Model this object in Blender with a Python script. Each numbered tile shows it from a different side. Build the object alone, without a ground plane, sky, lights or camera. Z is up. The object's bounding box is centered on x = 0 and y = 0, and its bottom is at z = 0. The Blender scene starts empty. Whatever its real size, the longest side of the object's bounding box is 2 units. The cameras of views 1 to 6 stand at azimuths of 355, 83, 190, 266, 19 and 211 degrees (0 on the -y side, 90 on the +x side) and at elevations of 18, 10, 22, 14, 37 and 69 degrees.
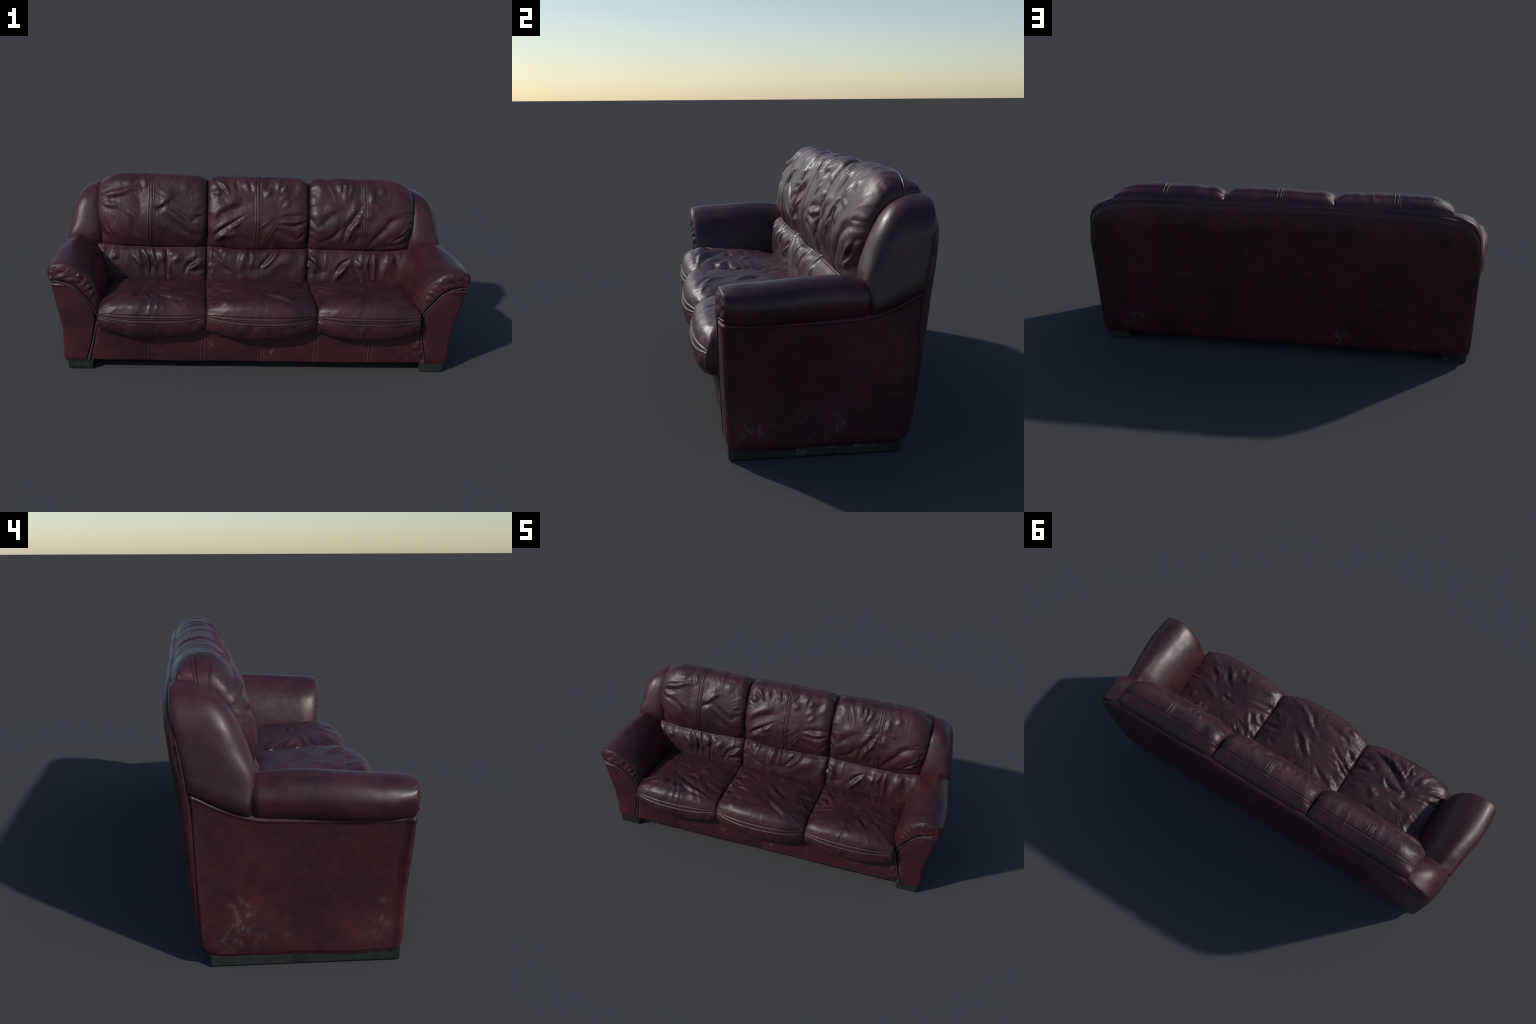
"""Three-seat burgundy leather sofa, built part by part.

Frame: metres, z up, front of the sofa towards -y.
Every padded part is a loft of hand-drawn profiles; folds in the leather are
laid on the surface as soft ridges and creases along short curves, given in
(distance across, distance along the profile).
"""
import bpy, math
import numpy as np

RIDGE, CREASE = 1.0, -1.0

# ------------------------------------------------------------------ profiles
# side profiles (y, z) of the cushions, each drawn from its lower front seam
HEAD_PROFILE = [(0.150, 0.478), (0.130, 0.492), (0.116, 0.525), (0.107, 0.575), (0.110, 0.625), (0.124, 0.680), (0.150, 0.738), (0.177, 0.783), (0.205, 0.817), (0.232, 0.834), (0.262, 0.838), (0.300, 0.829), (0.330, 0.808), (0.347, 0.775), (0.350, 0.740)]
LUMBAR_PROFILE = [(0.160, 0.492), (0.136, 0.489), (0.114, 0.477), (0.097, 0.450), (0.086, 0.410), (0.080, 0.370), (0.077, 0.338), (0.074, 0.310)]
SEAT_PROFILE = [(0.110, 0.330), (0.070, 0.339), (0.030, 0.351), (-0.050, 0.364), (-0.140, 0.370), (-0.220, 0.373), (-0.285, 0.373), (-0.318, 0.364), (-0.339, 0.347), (-0.351, 0.318), (-0.357, 0.290), (-0.358, 0.258), (-0.352, 0.225), (-0.338, 0.198), (-0.312, 0.183), (-0.270, 0.180), (-0.220, 0.185)]

# --------------------------------------------------------------------- folds
# (kind, half width, height, points across / along the cushion profile)
FOLDS_HEAD_LEFT = [
    (CREASE, .012, .004, [(-0.787, 0.238), (-0.749, 0.223), (-0.711, 0.213), (-0.658, 0.191)]),
    (RIDGE, .014, .004, [(-0.784, 0.261), (-0.754, 0.254), (-0.719, 0.239)]),
    (CREASE, .012, .003, [(-0.762, 0.285), (-0.735, 0.27), (-0.705, 0.263)]),
    (CREASE, .012, .007, [(-0.658, 0.195), (-0.635, 0.173), (-0.62, 0.127), (-0.589, 0.087)]),
    (RIDGE, .012, .003, [(-0.655, 0.212), (-0.628, 0.192), (-0.608, 0.151)]),
    (CREASE, .010, .005, [(-0.778, 0.169), (-0.759, 0.123), (-0.73, 0.074), (-0.697, 0.043)]),
    (RIDGE, .009, .004, [(-0.771, 0.131), (-0.756, 0.091), (-0.735, 0.056)]),
    (CREASE, .028, .007, [(-0.609, 0.321), (-0.603, 0.258), (-0.59, 0.205)]),
    (RIDGE, .075, .008, [(-0.715, 0.326), (-0.706, 0.29)]),
    (RIDGE, .010, .006, [(-0.519, 0.237), (-0.485, 0.257), (-0.455, 0.285), (-0.41, 0.306)]),
    (CREASE, .015, .006, [(-0.522, 0.206), (-0.496, 0.234), (-0.466, 0.254)]),
    (CREASE, .014, .007, [(-0.455, 0.25), (-0.408, 0.209), (-0.369, 0.176), (-0.338, 0.157)]),
    (CREASE, .014, .007, [(-0.465, 0.208), (-0.438, 0.178), (-0.391, 0.128), (-0.345, 0.101)]),
    (RIDGE, .012, .003, [(-0.439, 0.231), (-0.4, 0.186), (-0.361, 0.149)]),
    (CREASE, .016, .006, [(-0.342, 0.161), (-0.305, 0.189), (-0.259, 0.201)]),
    (CREASE, .018, .004, [(-0.521, 0.137), (-0.483, 0.118), (-0.456, 0.081), (-0.406, 0.046)]),
    (CREASE, .015, .004, [(-0.345, 0.101), (-0.302, 0.09), (-0.268, 0.09)]),
    (RIDGE, .018, .004, [(-0.441, 0.334), (-0.471, 0.297), (-0.515, 0.252)]),
    (RIDGE, .013, .004, [(-0.581, 0.391), (-0.575, 0.338)]),
    (CREASE, .012, .003, [(-0.599, 0.375), (-0.586, 0.313)]),
    (RIDGE, .016, .003, [(-0.661, 0.383), (-0.647, 0.348)]),
    (RIDGE, .018, .003, [(-0.374, 0.383), (-0.369, 0.323)]),
    (RIDGE, .013, .004, [(-0.288, 0.322), (-0.279, 0.266)]),
    (CREASE, .010, .004, [(-0.271, 0.247), (-0.294, 0.231), (-0.324, 0.219)]),
]
FOLDS_HEAD_MIDDLE = [
    (CREASE, .010, .010, [(-0.235, 0.06), (-0.206, 0.105), (-0.161, 0.146), (-0.112, 0.182), (-0.07, 0.202)]),
    (RIDGE, .009, .004, [(-0.225, 0.108), (-0.18, 0.149), (-0.135, 0.177), (-0.097, 0.198)]),
    (RIDGE, .013, .008, [(-0.216, 0.06), (-0.186, 0.092), (-0.132, 0.106), (-0.109, 0.111)]),
    (RIDGE, .010, .004, [(-0.134, 0.146), (-0.092, 0.167)]),
    (CREASE, .014, .004, [(-0.113, 0.099), (-0.069, 0.082), (-0.022, 0.061)]),
    (RIDGE, .015, .008, [(-0.235, 0.179), (-0.212, 0.214), (-0.171, 0.246), (-0.125, 0.263), (-0.094, 0.279)]),
    (CREASE, .026, .009, [(-0.219, 0.164), (-0.182, 0.215), (-0.125, 0.239), (-0.051, 0.249)]),
    (RIDGE, .015, .004, [(-0.167, 0.265), (-0.137, 0.278), (-0.098, 0.283)]),
    (CREASE, .010, .006, [(-0.211, 0.374), (-0.184, 0.341), (-0.164, 0.317)]),
    (RIDGE, .012, .006, [(-0.195, 0.38), (-0.172, 0.346), (-0.149, 0.322)]),
    (RIDGE, .018, .006, [(-0.222, 0.336), (-0.199, 0.308)]),
    (CREASE, .008, .005, [(-0.237, 0.319), (-0.214, 0.296)]),
    (CREASE, .010, .006, [(-0.11, 0.388), (-0.106, 0.339)]),
    (RIDGE, .012, .006, [(-0.067, 0.384), (-0.052, 0.333)]),
    (RIDGE, .012, .005, [(-0.028, 0.386), (-0.027, 0.325)]),
    (CREASE, .010, .004, [(-0.044, 0.38), (-0.04, 0.325)]),
    (RIDGE, .013, .006, [(0.061, 0.34), (0.029, 0.302)]),
    (CREASE, .012, .005, [(0.065, 0.384), (0.029, 0.335)]),
    (RIDGE, .014, .006, [(0.105, 0.401), (0.103, 0.337)]),
    (CREASE, .008, .004, [(0.118, 0.386), (0.111, 0.329)]),
    (RIDGE, .011, .005, [(0.139, 0.368), (0.127, 0.325)]),
    (CREASE, .016, .006, [(0.222, 0.375), (0.166, 0.339), (0.119, 0.317)]),
    (RIDGE, .012, .004, [(0.162, 0.335), (0.115, 0.281)]),
    (RIDGE, .010, .005, [(0.162, 0.286), (0.127, 0.246)]),
    (CREASE, .012, .008, [(0.232, 0.21), (0.166, 0.204), (0.109, 0.187)]),
    (CREASE, .010, .007, [(0.245, 0.171), (0.187, 0.158), (0.11, 0.156)]),
    (RIDGE, .012, .004, [(0.237, 0.186), (0.167, 0.177), (0.113, 0.172)]),
    (CREASE, .014, .005, [(0.076, 0.132), (0.123, 0.121), (0.164, 0.093), (0.204, 0.076)]),
    (CREASE, .012, .005, [(0.241, 0.107), (0.204, 0.08)]),
    (RIDGE, .022, .004, [(0.073, 0.217), (0.044, 0.151), (0.077, 0.112), (0.109, 0.087)]),
]
FOLDS_HEAD_RIGHT = [
    (CREASE, .012, .011, [(0.435, 0.077), (0.45, 0.137), (0.479, 0.188), (0.525, 0.264)]),
    (RIDGE, .013, .008, [(0.451, 0.082), (0.476, 0.153), (0.506, 0.208), (0.529, 0.252)]),
    (RIDGE, .014, .004, [(0.459, 0.18), (0.481, 0.247), (0.498, 0.295)]),
    (CREASE, .014, .007, [(0.307, 0.06), (0.349, 0.075), (0.397, 0.111), (0.44, 0.164)]),
    (RIDGE, .012, .003, [(0.334, 0.066), (0.383, 0.085), (0.43, 0.136)]),
    (CREASE, .014, .006, [(0.247, 0.198), (0.279, 0.172), (0.312, 0.141)]),
    (RIDGE, .010, .004, [(0.251, 0.183), (0.269, 0.144)]),
    (CREASE, .020, .008, [(0.315, 0.149), (0.353, 0.197), (0.387, 0.221), (0.427, 0.23)]),
    (RIDGE, .025, .007, [(0.337, 0.204), (0.375, 0.232), (0.419, 0.253)]),
    (RIDGE, .010, .007, [(0.411, 0.397), (0.418, 0.338)]),
    (CREASE, .008, .005, [(0.426, 0.382), (0.429, 0.33)]),
    (RIDGE, .013, .007, [(0.442, 0.387), (0.444, 0.298)]),
    (RIDGE, .012, .006, [(0.48, 0.384), (0.462, 0.31)]),
    (CREASE, .008, .004, [(0.459, 0.378), (0.453, 0.314)]),
    (RIDGE, .018, .007, [(0.262, 0.261), (0.278, 0.325)]),
    (CREASE, .016, .004, [(0.291, 0.377), (0.291, 0.314)]),
    (RIDGE, .015, .004, [(0.483, 0.169), (0.518, 0.182)]),
    (CREASE, .015, .005, [(0.496, 0.065), (0.526, 0.118)]),
    (RIDGE, .013, .007, [(0.582, 0.342), (0.576, 0.265)]),
    (RIDGE, .008, .003, [(0.584, 0.269), (0.628, 0.259)]),
    (RIDGE, .016, .005, [(0.58, 0.245), (0.557, 0.194)]),
    (RIDGE, .013, .005, [(0.635, 0.37), (0.633, 0.323)]),
    (CREASE, .016, .009, [(0.779, 0.215), (0.712, 0.198), (0.673, 0.177), (0.636, 0.137), (0.569, 0.058)]),
    (RIDGE, .020, .003, [(0.764, 0.184), (0.704, 0.131)]),
    (RIDGE, .014, .004, [(0.664, 0.185), (0.627, 0.141)]),
    (CREASE, .009, .007, [(0.777, 0.16), (0.749, 0.111), (0.698, 0.077)]),
    (RIDGE, .008, .005, [(0.773, 0.16), (0.729, 0.117)]),
    (CREASE, .011, .004, [(0.77, 0.053), (0.693, 0.056), (0.634, 0.047)]),
    (RIDGE, .012, .003, [(0.758, 0.107), (0.722, 0.076), (0.671, 0.07)]),
    (CREASE, .008, .004, [(0.778, 0.235), (0.731, 0.231)]),
]
FOLDS_LUMBAR_LEFT = [
    (CREASE, .012, .006, [(-0.638, 0.087), (-0.622, 0.114), (-0.606, 0.141)]),
    (RIDGE, .012, .004, [(-0.623, 0.083), (-0.603, 0.113), (-0.587, 0.152)]),
    (CREASE, .010, .006, [(-0.585, 0.059), (-0.569, 0.105), (-0.564, 0.168)]),
    (RIDGE, .008, .006, [(-0.574, 0.058), (-0.554, 0.097), (-0.545, 0.151)]),
    (CREASE, .008, .006, [(-0.554, 0.066), (-0.538, 0.104), (-0.533, 0.159)]),
    (RIDGE, .008, .007, [(-0.532, 0.049), (-0.523, 0.104), (-0.514, 0.147)]),
    (RIDGE, .015, .006, [(-0.482, 0.052), (-0.477, 0.111)]),
    (CREASE, .008, .009, [(-0.457, 0.056), (-0.457, 0.11), (-0.454, 0.185)]),
    (RIDGE, .008, .004, [(-0.444, 0.102), (-0.441, 0.173)]),
    (RIDGE, .012, .004, [(-0.436, 0.051), (-0.427, 0.079)]),
    (RIDGE, .016, .007, [(-0.385, 0.062), (-0.423, 0.11)]),
    (CREASE, .010, .011, [(-0.368, 0.16), (-0.342, 0.12), (-0.307, 0.096), (-0.273, 0.081)]),
    (RIDGE, .011, .007, [(-0.345, 0.147), (-0.311, 0.119), (-0.284, 0.095)]),
    (CREASE, .012, .005, [(-0.349, 0.155), (-0.298, 0.15), (-0.26, 0.154)]),
    (RIDGE, .015, .006, [(-0.722, 0.062), (-0.702, 0.096)]),
]
FOLDS_LUMBAR_MIDDLE = [
    (RIDGE, .008, .005, [(-0.234, 0.03), (-0.237, 0.079), (-0.229, 0.102)]),
    (CREASE, .010, .006, [(-0.23, 0.063), (-0.202, 0.101), (-0.166, 0.136), (-0.126, 0.163)]),
    (RIDGE, .010, .004, [(-0.226, 0.055), (-0.19, 0.097), (-0.147, 0.139)]),
    (RIDGE, .010, .004, [(-0.191, 0.022), (-0.172, 0.053)]),
    (CREASE, .018, .008, [(-0.092, 0.051), (-0.097, 0.103), (-0.099, 0.178)]),
    (RIDGE, .016, .010, [(-0.059, 0.051), (-0.081, 0.103), (-0.088, 0.15)]),
    (RIDGE, .008, .005, [(-0.027, 0.035), (-0.021, 0.102)]),
    (CREASE, .008, .004, [(-0.039, 0.041), (-0.035, 0.106)]),
    (CREASE, .010, .010, [(0.017, 0.128), (0.059, 0.08), (0.103, 0.024)]),
    (RIDGE, .010, .008, [(0.033, 0.132), (0.074, 0.084), (0.113, 0.024)]),
    (RIDGE, .022, .008, [(0.049, 0.159), (0.08, 0.135), (0.13, 0.098), (0.2, 0.062)]),
    (CREASE, .018, .005, [(-0.057, 0.142), (-0.018, 0.145), (0.029, 0.144)]),
    (RIDGE, .010, .004, [(-0.246, 0.114), (-0.234, 0.141)]),
]
FOLDS_LUMBAR_RIGHT = [
    (RIDGE, .011, .007, [(0.266, 0.06), (0.293, 0.083), (0.316, 0.114)]),
    (CREASE, .008, .005, [(0.262, 0.088), (0.282, 0.099), (0.311, 0.126)]),
    (RIDGE, .009, .007, [(0.258, 0.092), (0.271, 0.131)]),
    (CREASE, .024, .007, [(0.3, 0.154), (0.359, 0.145)]),
    (CREASE, .010, .009, [(0.406, 0.144), (0.44, 0.104), (0.476, 0.076)]),
    (RIDGE, .011, .009, [(0.405, 0.189), (0.431, 0.152), (0.465, 0.111)]),
    (CREASE, .010, .007, [(0.496, 0.079), (0.509, 0.13), (0.535, 0.19)]),
    (RIDGE, .013, .005, [(0.516, 0.087), (0.533, 0.126)]),
    (CREASE, .010, .011, [(0.592, 0.061), (0.58, 0.109), (0.597, 0.169)]),
    (RIDGE, .012, .007, [(0.606, 0.061), (0.601, 0.121), (0.608, 0.181)]),
    (RIDGE, .020, .007, [(0.695, 0.159), (0.684, 0.107), (0.7, 0.05)]),
    (CREASE, .015, .006, [(0.719, 0.05), (0.725, 0.13)]),
    (CREASE, .018, .005, [(0.635, 0.076), (0.633, 0.132)]),
]
FOLDS_SEAT_RIGHT = [
    (CREASE, .011, .006, [(0.521, 0.23), (0.491, 0.22), (0.455, 0.219)]),
    (RIDGE, .010, .004, [(0.524, 0.248), (0.492, 0.234)]),
    (CREASE, .012, .005, [(0.529, 0.182), (0.465, 0.194), (0.402, 0.234), (0.349, 0.248), (0.273, 0.275)]),
    (RIDGE, .013, .006, [(0.65, 0.24), (0.605, 0.221), (0.561, 0.196)]),
    (CREASE, .011, .005, [(0.661, 0.337), (0.621, 0.298), (0.592, 0.262)]),
    (RIDGE, .012, .004, [(0.65, 0.354), (0.612, 0.318)]),
    (CREASE, .011, .006, [(0.589, 0.368), (0.559, 0.328), (0.527, 0.294)]),
    (RIDGE, .011, .006, [(0.576, 0.386), (0.553, 0.352), (0.533, 0.31)]),
    (CREASE, .011, .004, [(0.51, 0.418), (0.482, 0.382)]),
    (RIDGE, .011, .004, [(0.464, 0.389), (0.458, 0.348)]),
    (RIDGE, .011, .004, [(0.347, 0.36), (0.3, 0.405)]),
    (RIDGE, .010, .005, [(0.28, 0.34), (0.246, 0.362)]),
    (RIDGE, .010, .004, [(0.292, 0.297), (0.252, 0.337)]),
    (RIDGE, .011, .006, [(0.359, 0.209), (0.323, 0.161), (0.292, 0.09)]),
    (CREASE, .010, .005, [(0.347, 0.226), (0.315, 0.162)]),
    (RIDGE, .010, .005, [(0.327, 0.229), (0.283, 0.195)]),
    (CREASE, .010, .005, [(0.312, 0.243), (0.275, 0.206)]),
    (RIDGE, .010, .004, [(0.293, 0.251), (0.262, 0.223)]),
    (RIDGE, .009, .006, [(0.299, 0.149), (0.257, 0.111)]),
    (RIDGE, .011, .005, [(0.385, 0.128), (0.382, 0.085)]),
    (RIDGE, .011, .005, [(0.61, 0.142), (0.608, 0.084)]),
    (RIDGE, .011, .005, [(0.573, 0.141), (0.577, 0.085)]),
    (RIDGE, .010, .004, [(0.351, 0.13), (0.321, 0.091)]),
    (RIDGE, .012, .005, [(0.669, 0.175), (0.684, 0.143)]),
]
FOLDS_SEAT_MIDDLE = [
    (CREASE, .009, .007, [(0.244, 0.22), (0.197, 0.221), (0.162, 0.226)]),
    (RIDGE, .010, .004, [(0.244, 0.197), (0.184, 0.217)]),
    (RIDGE, .011, .005, [(0.234, 0.316), (0.182, 0.261)]),
    (RIDGE, .011, .004, [(0.193, 0.316), (0.149, 0.262)]),
    (RIDGE, .012, .007, [(0.182, 0.416), (0.085, 0.36), (0.032, 0.321), (-0.028, 0.278)]),
    (CREASE, .011, .006, [(0.133, 0.423), (0.06, 0.365), (0.006, 0.307)]),
    (CREASE, .010, .005, [(0.159, 0.403), (0.083, 0.346)]),
    (RIDGE, .013, .006, [(0.087, 0.281), (0.022, 0.246), (-0.036, 0.187)]),
    (CREASE, .013, .005, [(0.091, 0.268), (0.04, 0.214), (-0.024, 0.161)]),
    (CREASE, .010, .004, [(0.004, 0.242), (-0.046, 0.194)]),
    (CREASE, .009, .007, [(-0.125, 0.289), (-0.178, 0.263), (-0.218, 0.243), (-0.256, 0.223)]),
    (CREASE, .009, .007, [(-0.179, 0.238), (-0.25, 0.194)]),
    (RIDGE, .009, .006, [(-0.212, 0.23), (-0.258, 0.204)]),
    (RIDGE, .009, .007, [(-0.226, 0.253), (-0.261, 0.236)]),
    (CREASE, .011, .007, [(-0.203, 0.324), (-0.24, 0.287)]),
    (RIDGE, .010, .005, [(-0.227, 0.334), (-0.267, 0.33)]),
    (CREASE, .011, .005, [(-0.128, 0.367), (-0.181, 0.35)]),
    (CREASE, .018, .005, [(-0.027, 0.372), (-0.125, 0.365)]),
    (RIDGE, .012, .005, [(-0.156, 0.408), (-0.194, 0.441)]),
    (RIDGE, .010, .005, [(-0.196, 0.195), (-0.254, 0.173)]),
    (RIDGE, .010, .005, [(-0.191, 0.143), (-0.234, 0.122)]),
    (RIDGE, .010, .005, [(-0.161, 0.139), (-0.231, 0.097)]),
    (CREASE, .011, .005, [(-0.095, 0.156), (-0.17, 0.107)]),
    (CREASE, .009, .005, [(-0.19, 0.157), (-0.239, 0.13)]),
    (CREASE, .010, .004, [(0.188, 0.167), (0.144, 0.135)]),
]
FOLDS_SEAT_LEFT = [
    (CREASE, .014, .009, [(-0.318, 0.405), (-0.413, 0.359), (-0.48, 0.323), (-0.564, 0.278)]),
    (RIDGE, .013, .007, [(-0.351, 0.412), (-0.446, 0.38), (-0.523, 0.335)]),
    (CREASE, .009, .004, [(-0.353, 0.426), (-0.444, 0.4), (-0.516, 0.355)]),
    (CREASE, .010, .007, [(-0.43, 0.288), (-0.468, 0.266), (-0.528, 0.263)]),
    (RIDGE, .014, .004, [(-0.416, 0.292), (-0.458, 0.259)]),
    (CREASE, .025, .007, [(-0.554, 0.272), (-0.588, 0.26)]),
    (RIDGE, .011, .005, [(-0.495, 0.409), (-0.513, 0.368)]),
    (RIDGE, .011, .005, [(-0.528, 0.41), (-0.54, 0.371)]),
    (CREASE, .010, .004, [(-0.515, 0.401), (-0.531, 0.36)]),
    (RIDGE, .011, .007, [(-0.616, 0.401), (-0.591, 0.342)]),
    (CREASE, .012, .005, [(-0.594, 0.391), (-0.579, 0.332)]),
    (RIDGE, .011, .004, [(-0.661, 0.392), (-0.621, 0.337)]),
    (RIDGE, .011, .005, [(-0.69, 0.397), (-0.65, 0.348)]),
    (CREASE, .011, .007, [(-0.676, 0.333), (-0.647, 0.298), (-0.616, 0.266)]),
    (RIDGE, .014, .006, [(-0.707, 0.367), (-0.666, 0.329), (-0.615, 0.26)]),
    (CREASE, .010, .007, [(-0.265, 0.262), (-0.315, 0.277), (-0.364, 0.28)]),
    (CREASE, .011, .006, [(-0.271, 0.336), (-0.343, 0.346)]),
    (RIDGE, .012, .005, [(-0.295, 0.318), (-0.35, 0.303)]),
    (CREASE, .012, .006, [(-0.336, 0.33), (-0.379, 0.297)]),
    (RIDGE, .011, .005, [(-0.389, 0.191), (-0.419, 0.21)]),
    (RIDGE, .013, .006, [(-0.408, 0.167), (-0.444, 0.198)]),
    (RIDGE, .012, .004, [(-0.29, 0.167), (-0.352, 0.192)]),
    (CREASE, .015, .007, [(-0.414, 0.105), (-0.469, 0.111)]),
    (CREASE, .011, .005, [(-0.523, 0.194), (-0.584, 0.183)]),
    (RIDGE, .010, .005, [(-0.633, 0.123), (-0.649, 0.087)]),
    (RIDGE, .012, .004, [(-0.642, 0.198), (-0.645, 0.125)]),
    (CREASE, .012, .005, [(-0.684, 0.265), (-0.714, 0.314)]),
]
PLEATS = [
    (CREASE, 0.006, 0.006, [(0.986, 0.486), (0.975, 0.466), (0.969, 0.457)]),
    (RIDGE, 0.008, 0.005, [(0.983, 0.498), (0.975, 0.481)]),
    (CREASE, 0.006, 0.004, [(0.951, 0.518), (0.953, 0.491)]),
    (RIDGE, 0.006, 0.004, [(0.94, 0.521), (0.94, 0.497)]),
    (CREASE, 0.008, 0.007, [(0.95, 0.467), (0.938, 0.482), (0.913, 0.489)]),
    (RIDGE, 0.008, 0.006, [(0.946, 0.462), (0.927, 0.47), (0.911, 0.478)]),
    (CREASE, 0.007, 0.005, [(0.906, 0.514), (0.902, 0.492)]),
    (RIDGE, 0.008, 0.004, [(0.894, 0.512), (0.893, 0.49)]),
    (CREASE, 0.008, 0.007, [(0.919, 0.455), (0.895, 0.468), (0.861, 0.461)]),
    (RIDGE, 0.009, 0.006, [(0.909, 0.453), (0.886, 0.456), (0.866, 0.449)]),
    (RIDGE, 0.007, 0.007, [(0.838, 0.489), (0.85, 0.466)]),
    (CREASE, 0.006, 0.004, [(0.851, 0.491), (0.859, 0.474)]),
    (CREASE, 0.008, 0.008, [(0.862, 0.432), (0.836, 0.447), (0.811, 0.47)]),
    (RIDGE, 0.007, 0.004, [(0.859, 0.437), (0.845, 0.449)]),
    (RIDGE, 0.008, 0.004, [(0.832, 0.435), (0.806, 0.455)]),
    (CREASE, 0.008, 0.006, [(0.823, 0.422), (0.804, 0.433), (0.786, 0.435)]),
    (RIDGE, 0.008, 0.005, [(0.814, 0.42), (0.788, 0.423)]),
    (CREASE, 0.008, 0.006, [(0.821, 0.4), (0.8, 0.405), (0.779, 0.413)]),
    (RIDGE, 0.008, 0.005, [(0.8, 0.38), (0.782, 0.398)]),
]

# --------------------------------------------------------- small mathematics
def smoothstep(a, b, x):
    t = np.clip((np.asarray(x, float) - a) / (b - a), 0, 1)
    return t * t * (3 - 2 * t)


def gauss(x, w):
    return np.exp(-(np.asarray(x) / w) ** 2)


def table(x, pairs):
    """Smooth (monotone cubic) reading of a small table of (x, value)."""
    p = np.array(sorted(pairs), float)
    px, py = p[:, 0], p[:, 1]
    d = np.diff(py) / np.diff(px)
    m = np.zeros(len(px))
    m[0], m[-1] = d[0], d[-1]
    for i in range(1, len(px) - 1):
        m[i] = 0 if d[i - 1] * d[i] <= 0 else 2 * d[i - 1] * d[i] / (d[i - 1] + d[i])
    x = np.clip(np.asarray(x, float), px[0], px[-1])
    i = np.clip(np.searchsorted(px, x, side="right") - 1, 0, len(px) - 2)
    h = px[i + 1] - px[i]
    u = (x - px[i]) / h
    return ((2 * u**3 - 3 * u**2 + 1) * py[i] + (u**3 - 2 * u**2 + u) * h * m[i]
            + (3 * u**2 - 2 * u**3) * py[i + 1] + (u**3 - u**2) * h * m[i + 1])


def curve(points, n=400):
    """Smooth curve through points, evenly spaced; returns points and arc length."""
    P = np.array(points, float)
    t = np.r_[0, np.cumsum(np.linalg.norm(np.diff(P, axis=0), axis=1))]
    m = np.gradient(P, t, axis=0)
    T = np.linspace(0, t[-1], n * 3)
    i = np.clip(np.searchsorted(t, T, side="right") - 1, 0, len(t) - 2)
    h = (t[i + 1] - t[i])[:, None]
    u = (T - t[i])[:, None] / h
    Q = ((2 * u**3 - 3 * u**2 + 1) * P[i] + (u**3 - 2 * u**2 + u) * h * m[i]
         + (3 * u**2 - 2 * u**3) * P[i + 1] + (u**3 - u**2) * h * m[i + 1])
    S = np.r_[0, np.cumsum(np.linalg.norm(np.diff(Q, axis=0), axis=1))]
    s = np.linspace(0, S[-1], n)
    return np.stack([np.interp(s, S, Q[:, k]) for k in range(Q.shape[1])], 1), s


def lattice(ix, iy, seed):
    h = (ix.astype(np.int64) * 374761393 + iy.astype(np.int64) * 668265263 + seed * 974634777) & 0x7FFFFFFF
    h = ((h ^ (h >> 13)) * 1274126177) & 0x7FFFFFFF
    return ((h ^ (h >> 16)) & 0xFFFF) / 65535.0


def noise2(x, y, seed=0):
    """Smooth value noise in -1..1."""
    ix, iy = np.floor(x).astype(np.int64), np.floor(y).astype(np.int64)
    fx, fy = x - ix, y - iy
    fx, fy = fx**3 * (fx * (6 * fx - 15) + 10), fy**3 * (fy * (6 * fy - 15) + 10)
    a, b = lattice(ix, iy, seed), lattice(ix + 1, iy, seed)
    c, d = lattice(ix, iy + 1, seed), lattice(ix + 1, iy + 1, seed)
    return 2 * ((a + (b - a) * fx) * (1 - fy) + (c + (d - c) * fx) * fy) - 1


def rumple(x, y, scale, seed=0, octaves=3):
    out, amp = 0, 1.0
    for k in range(octaves):
        out = out + amp * noise2(x * scale, y * scale, seed + 17 * k)
        scale, amp = scale * 2.03, amp * 0.5
    return out


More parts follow.
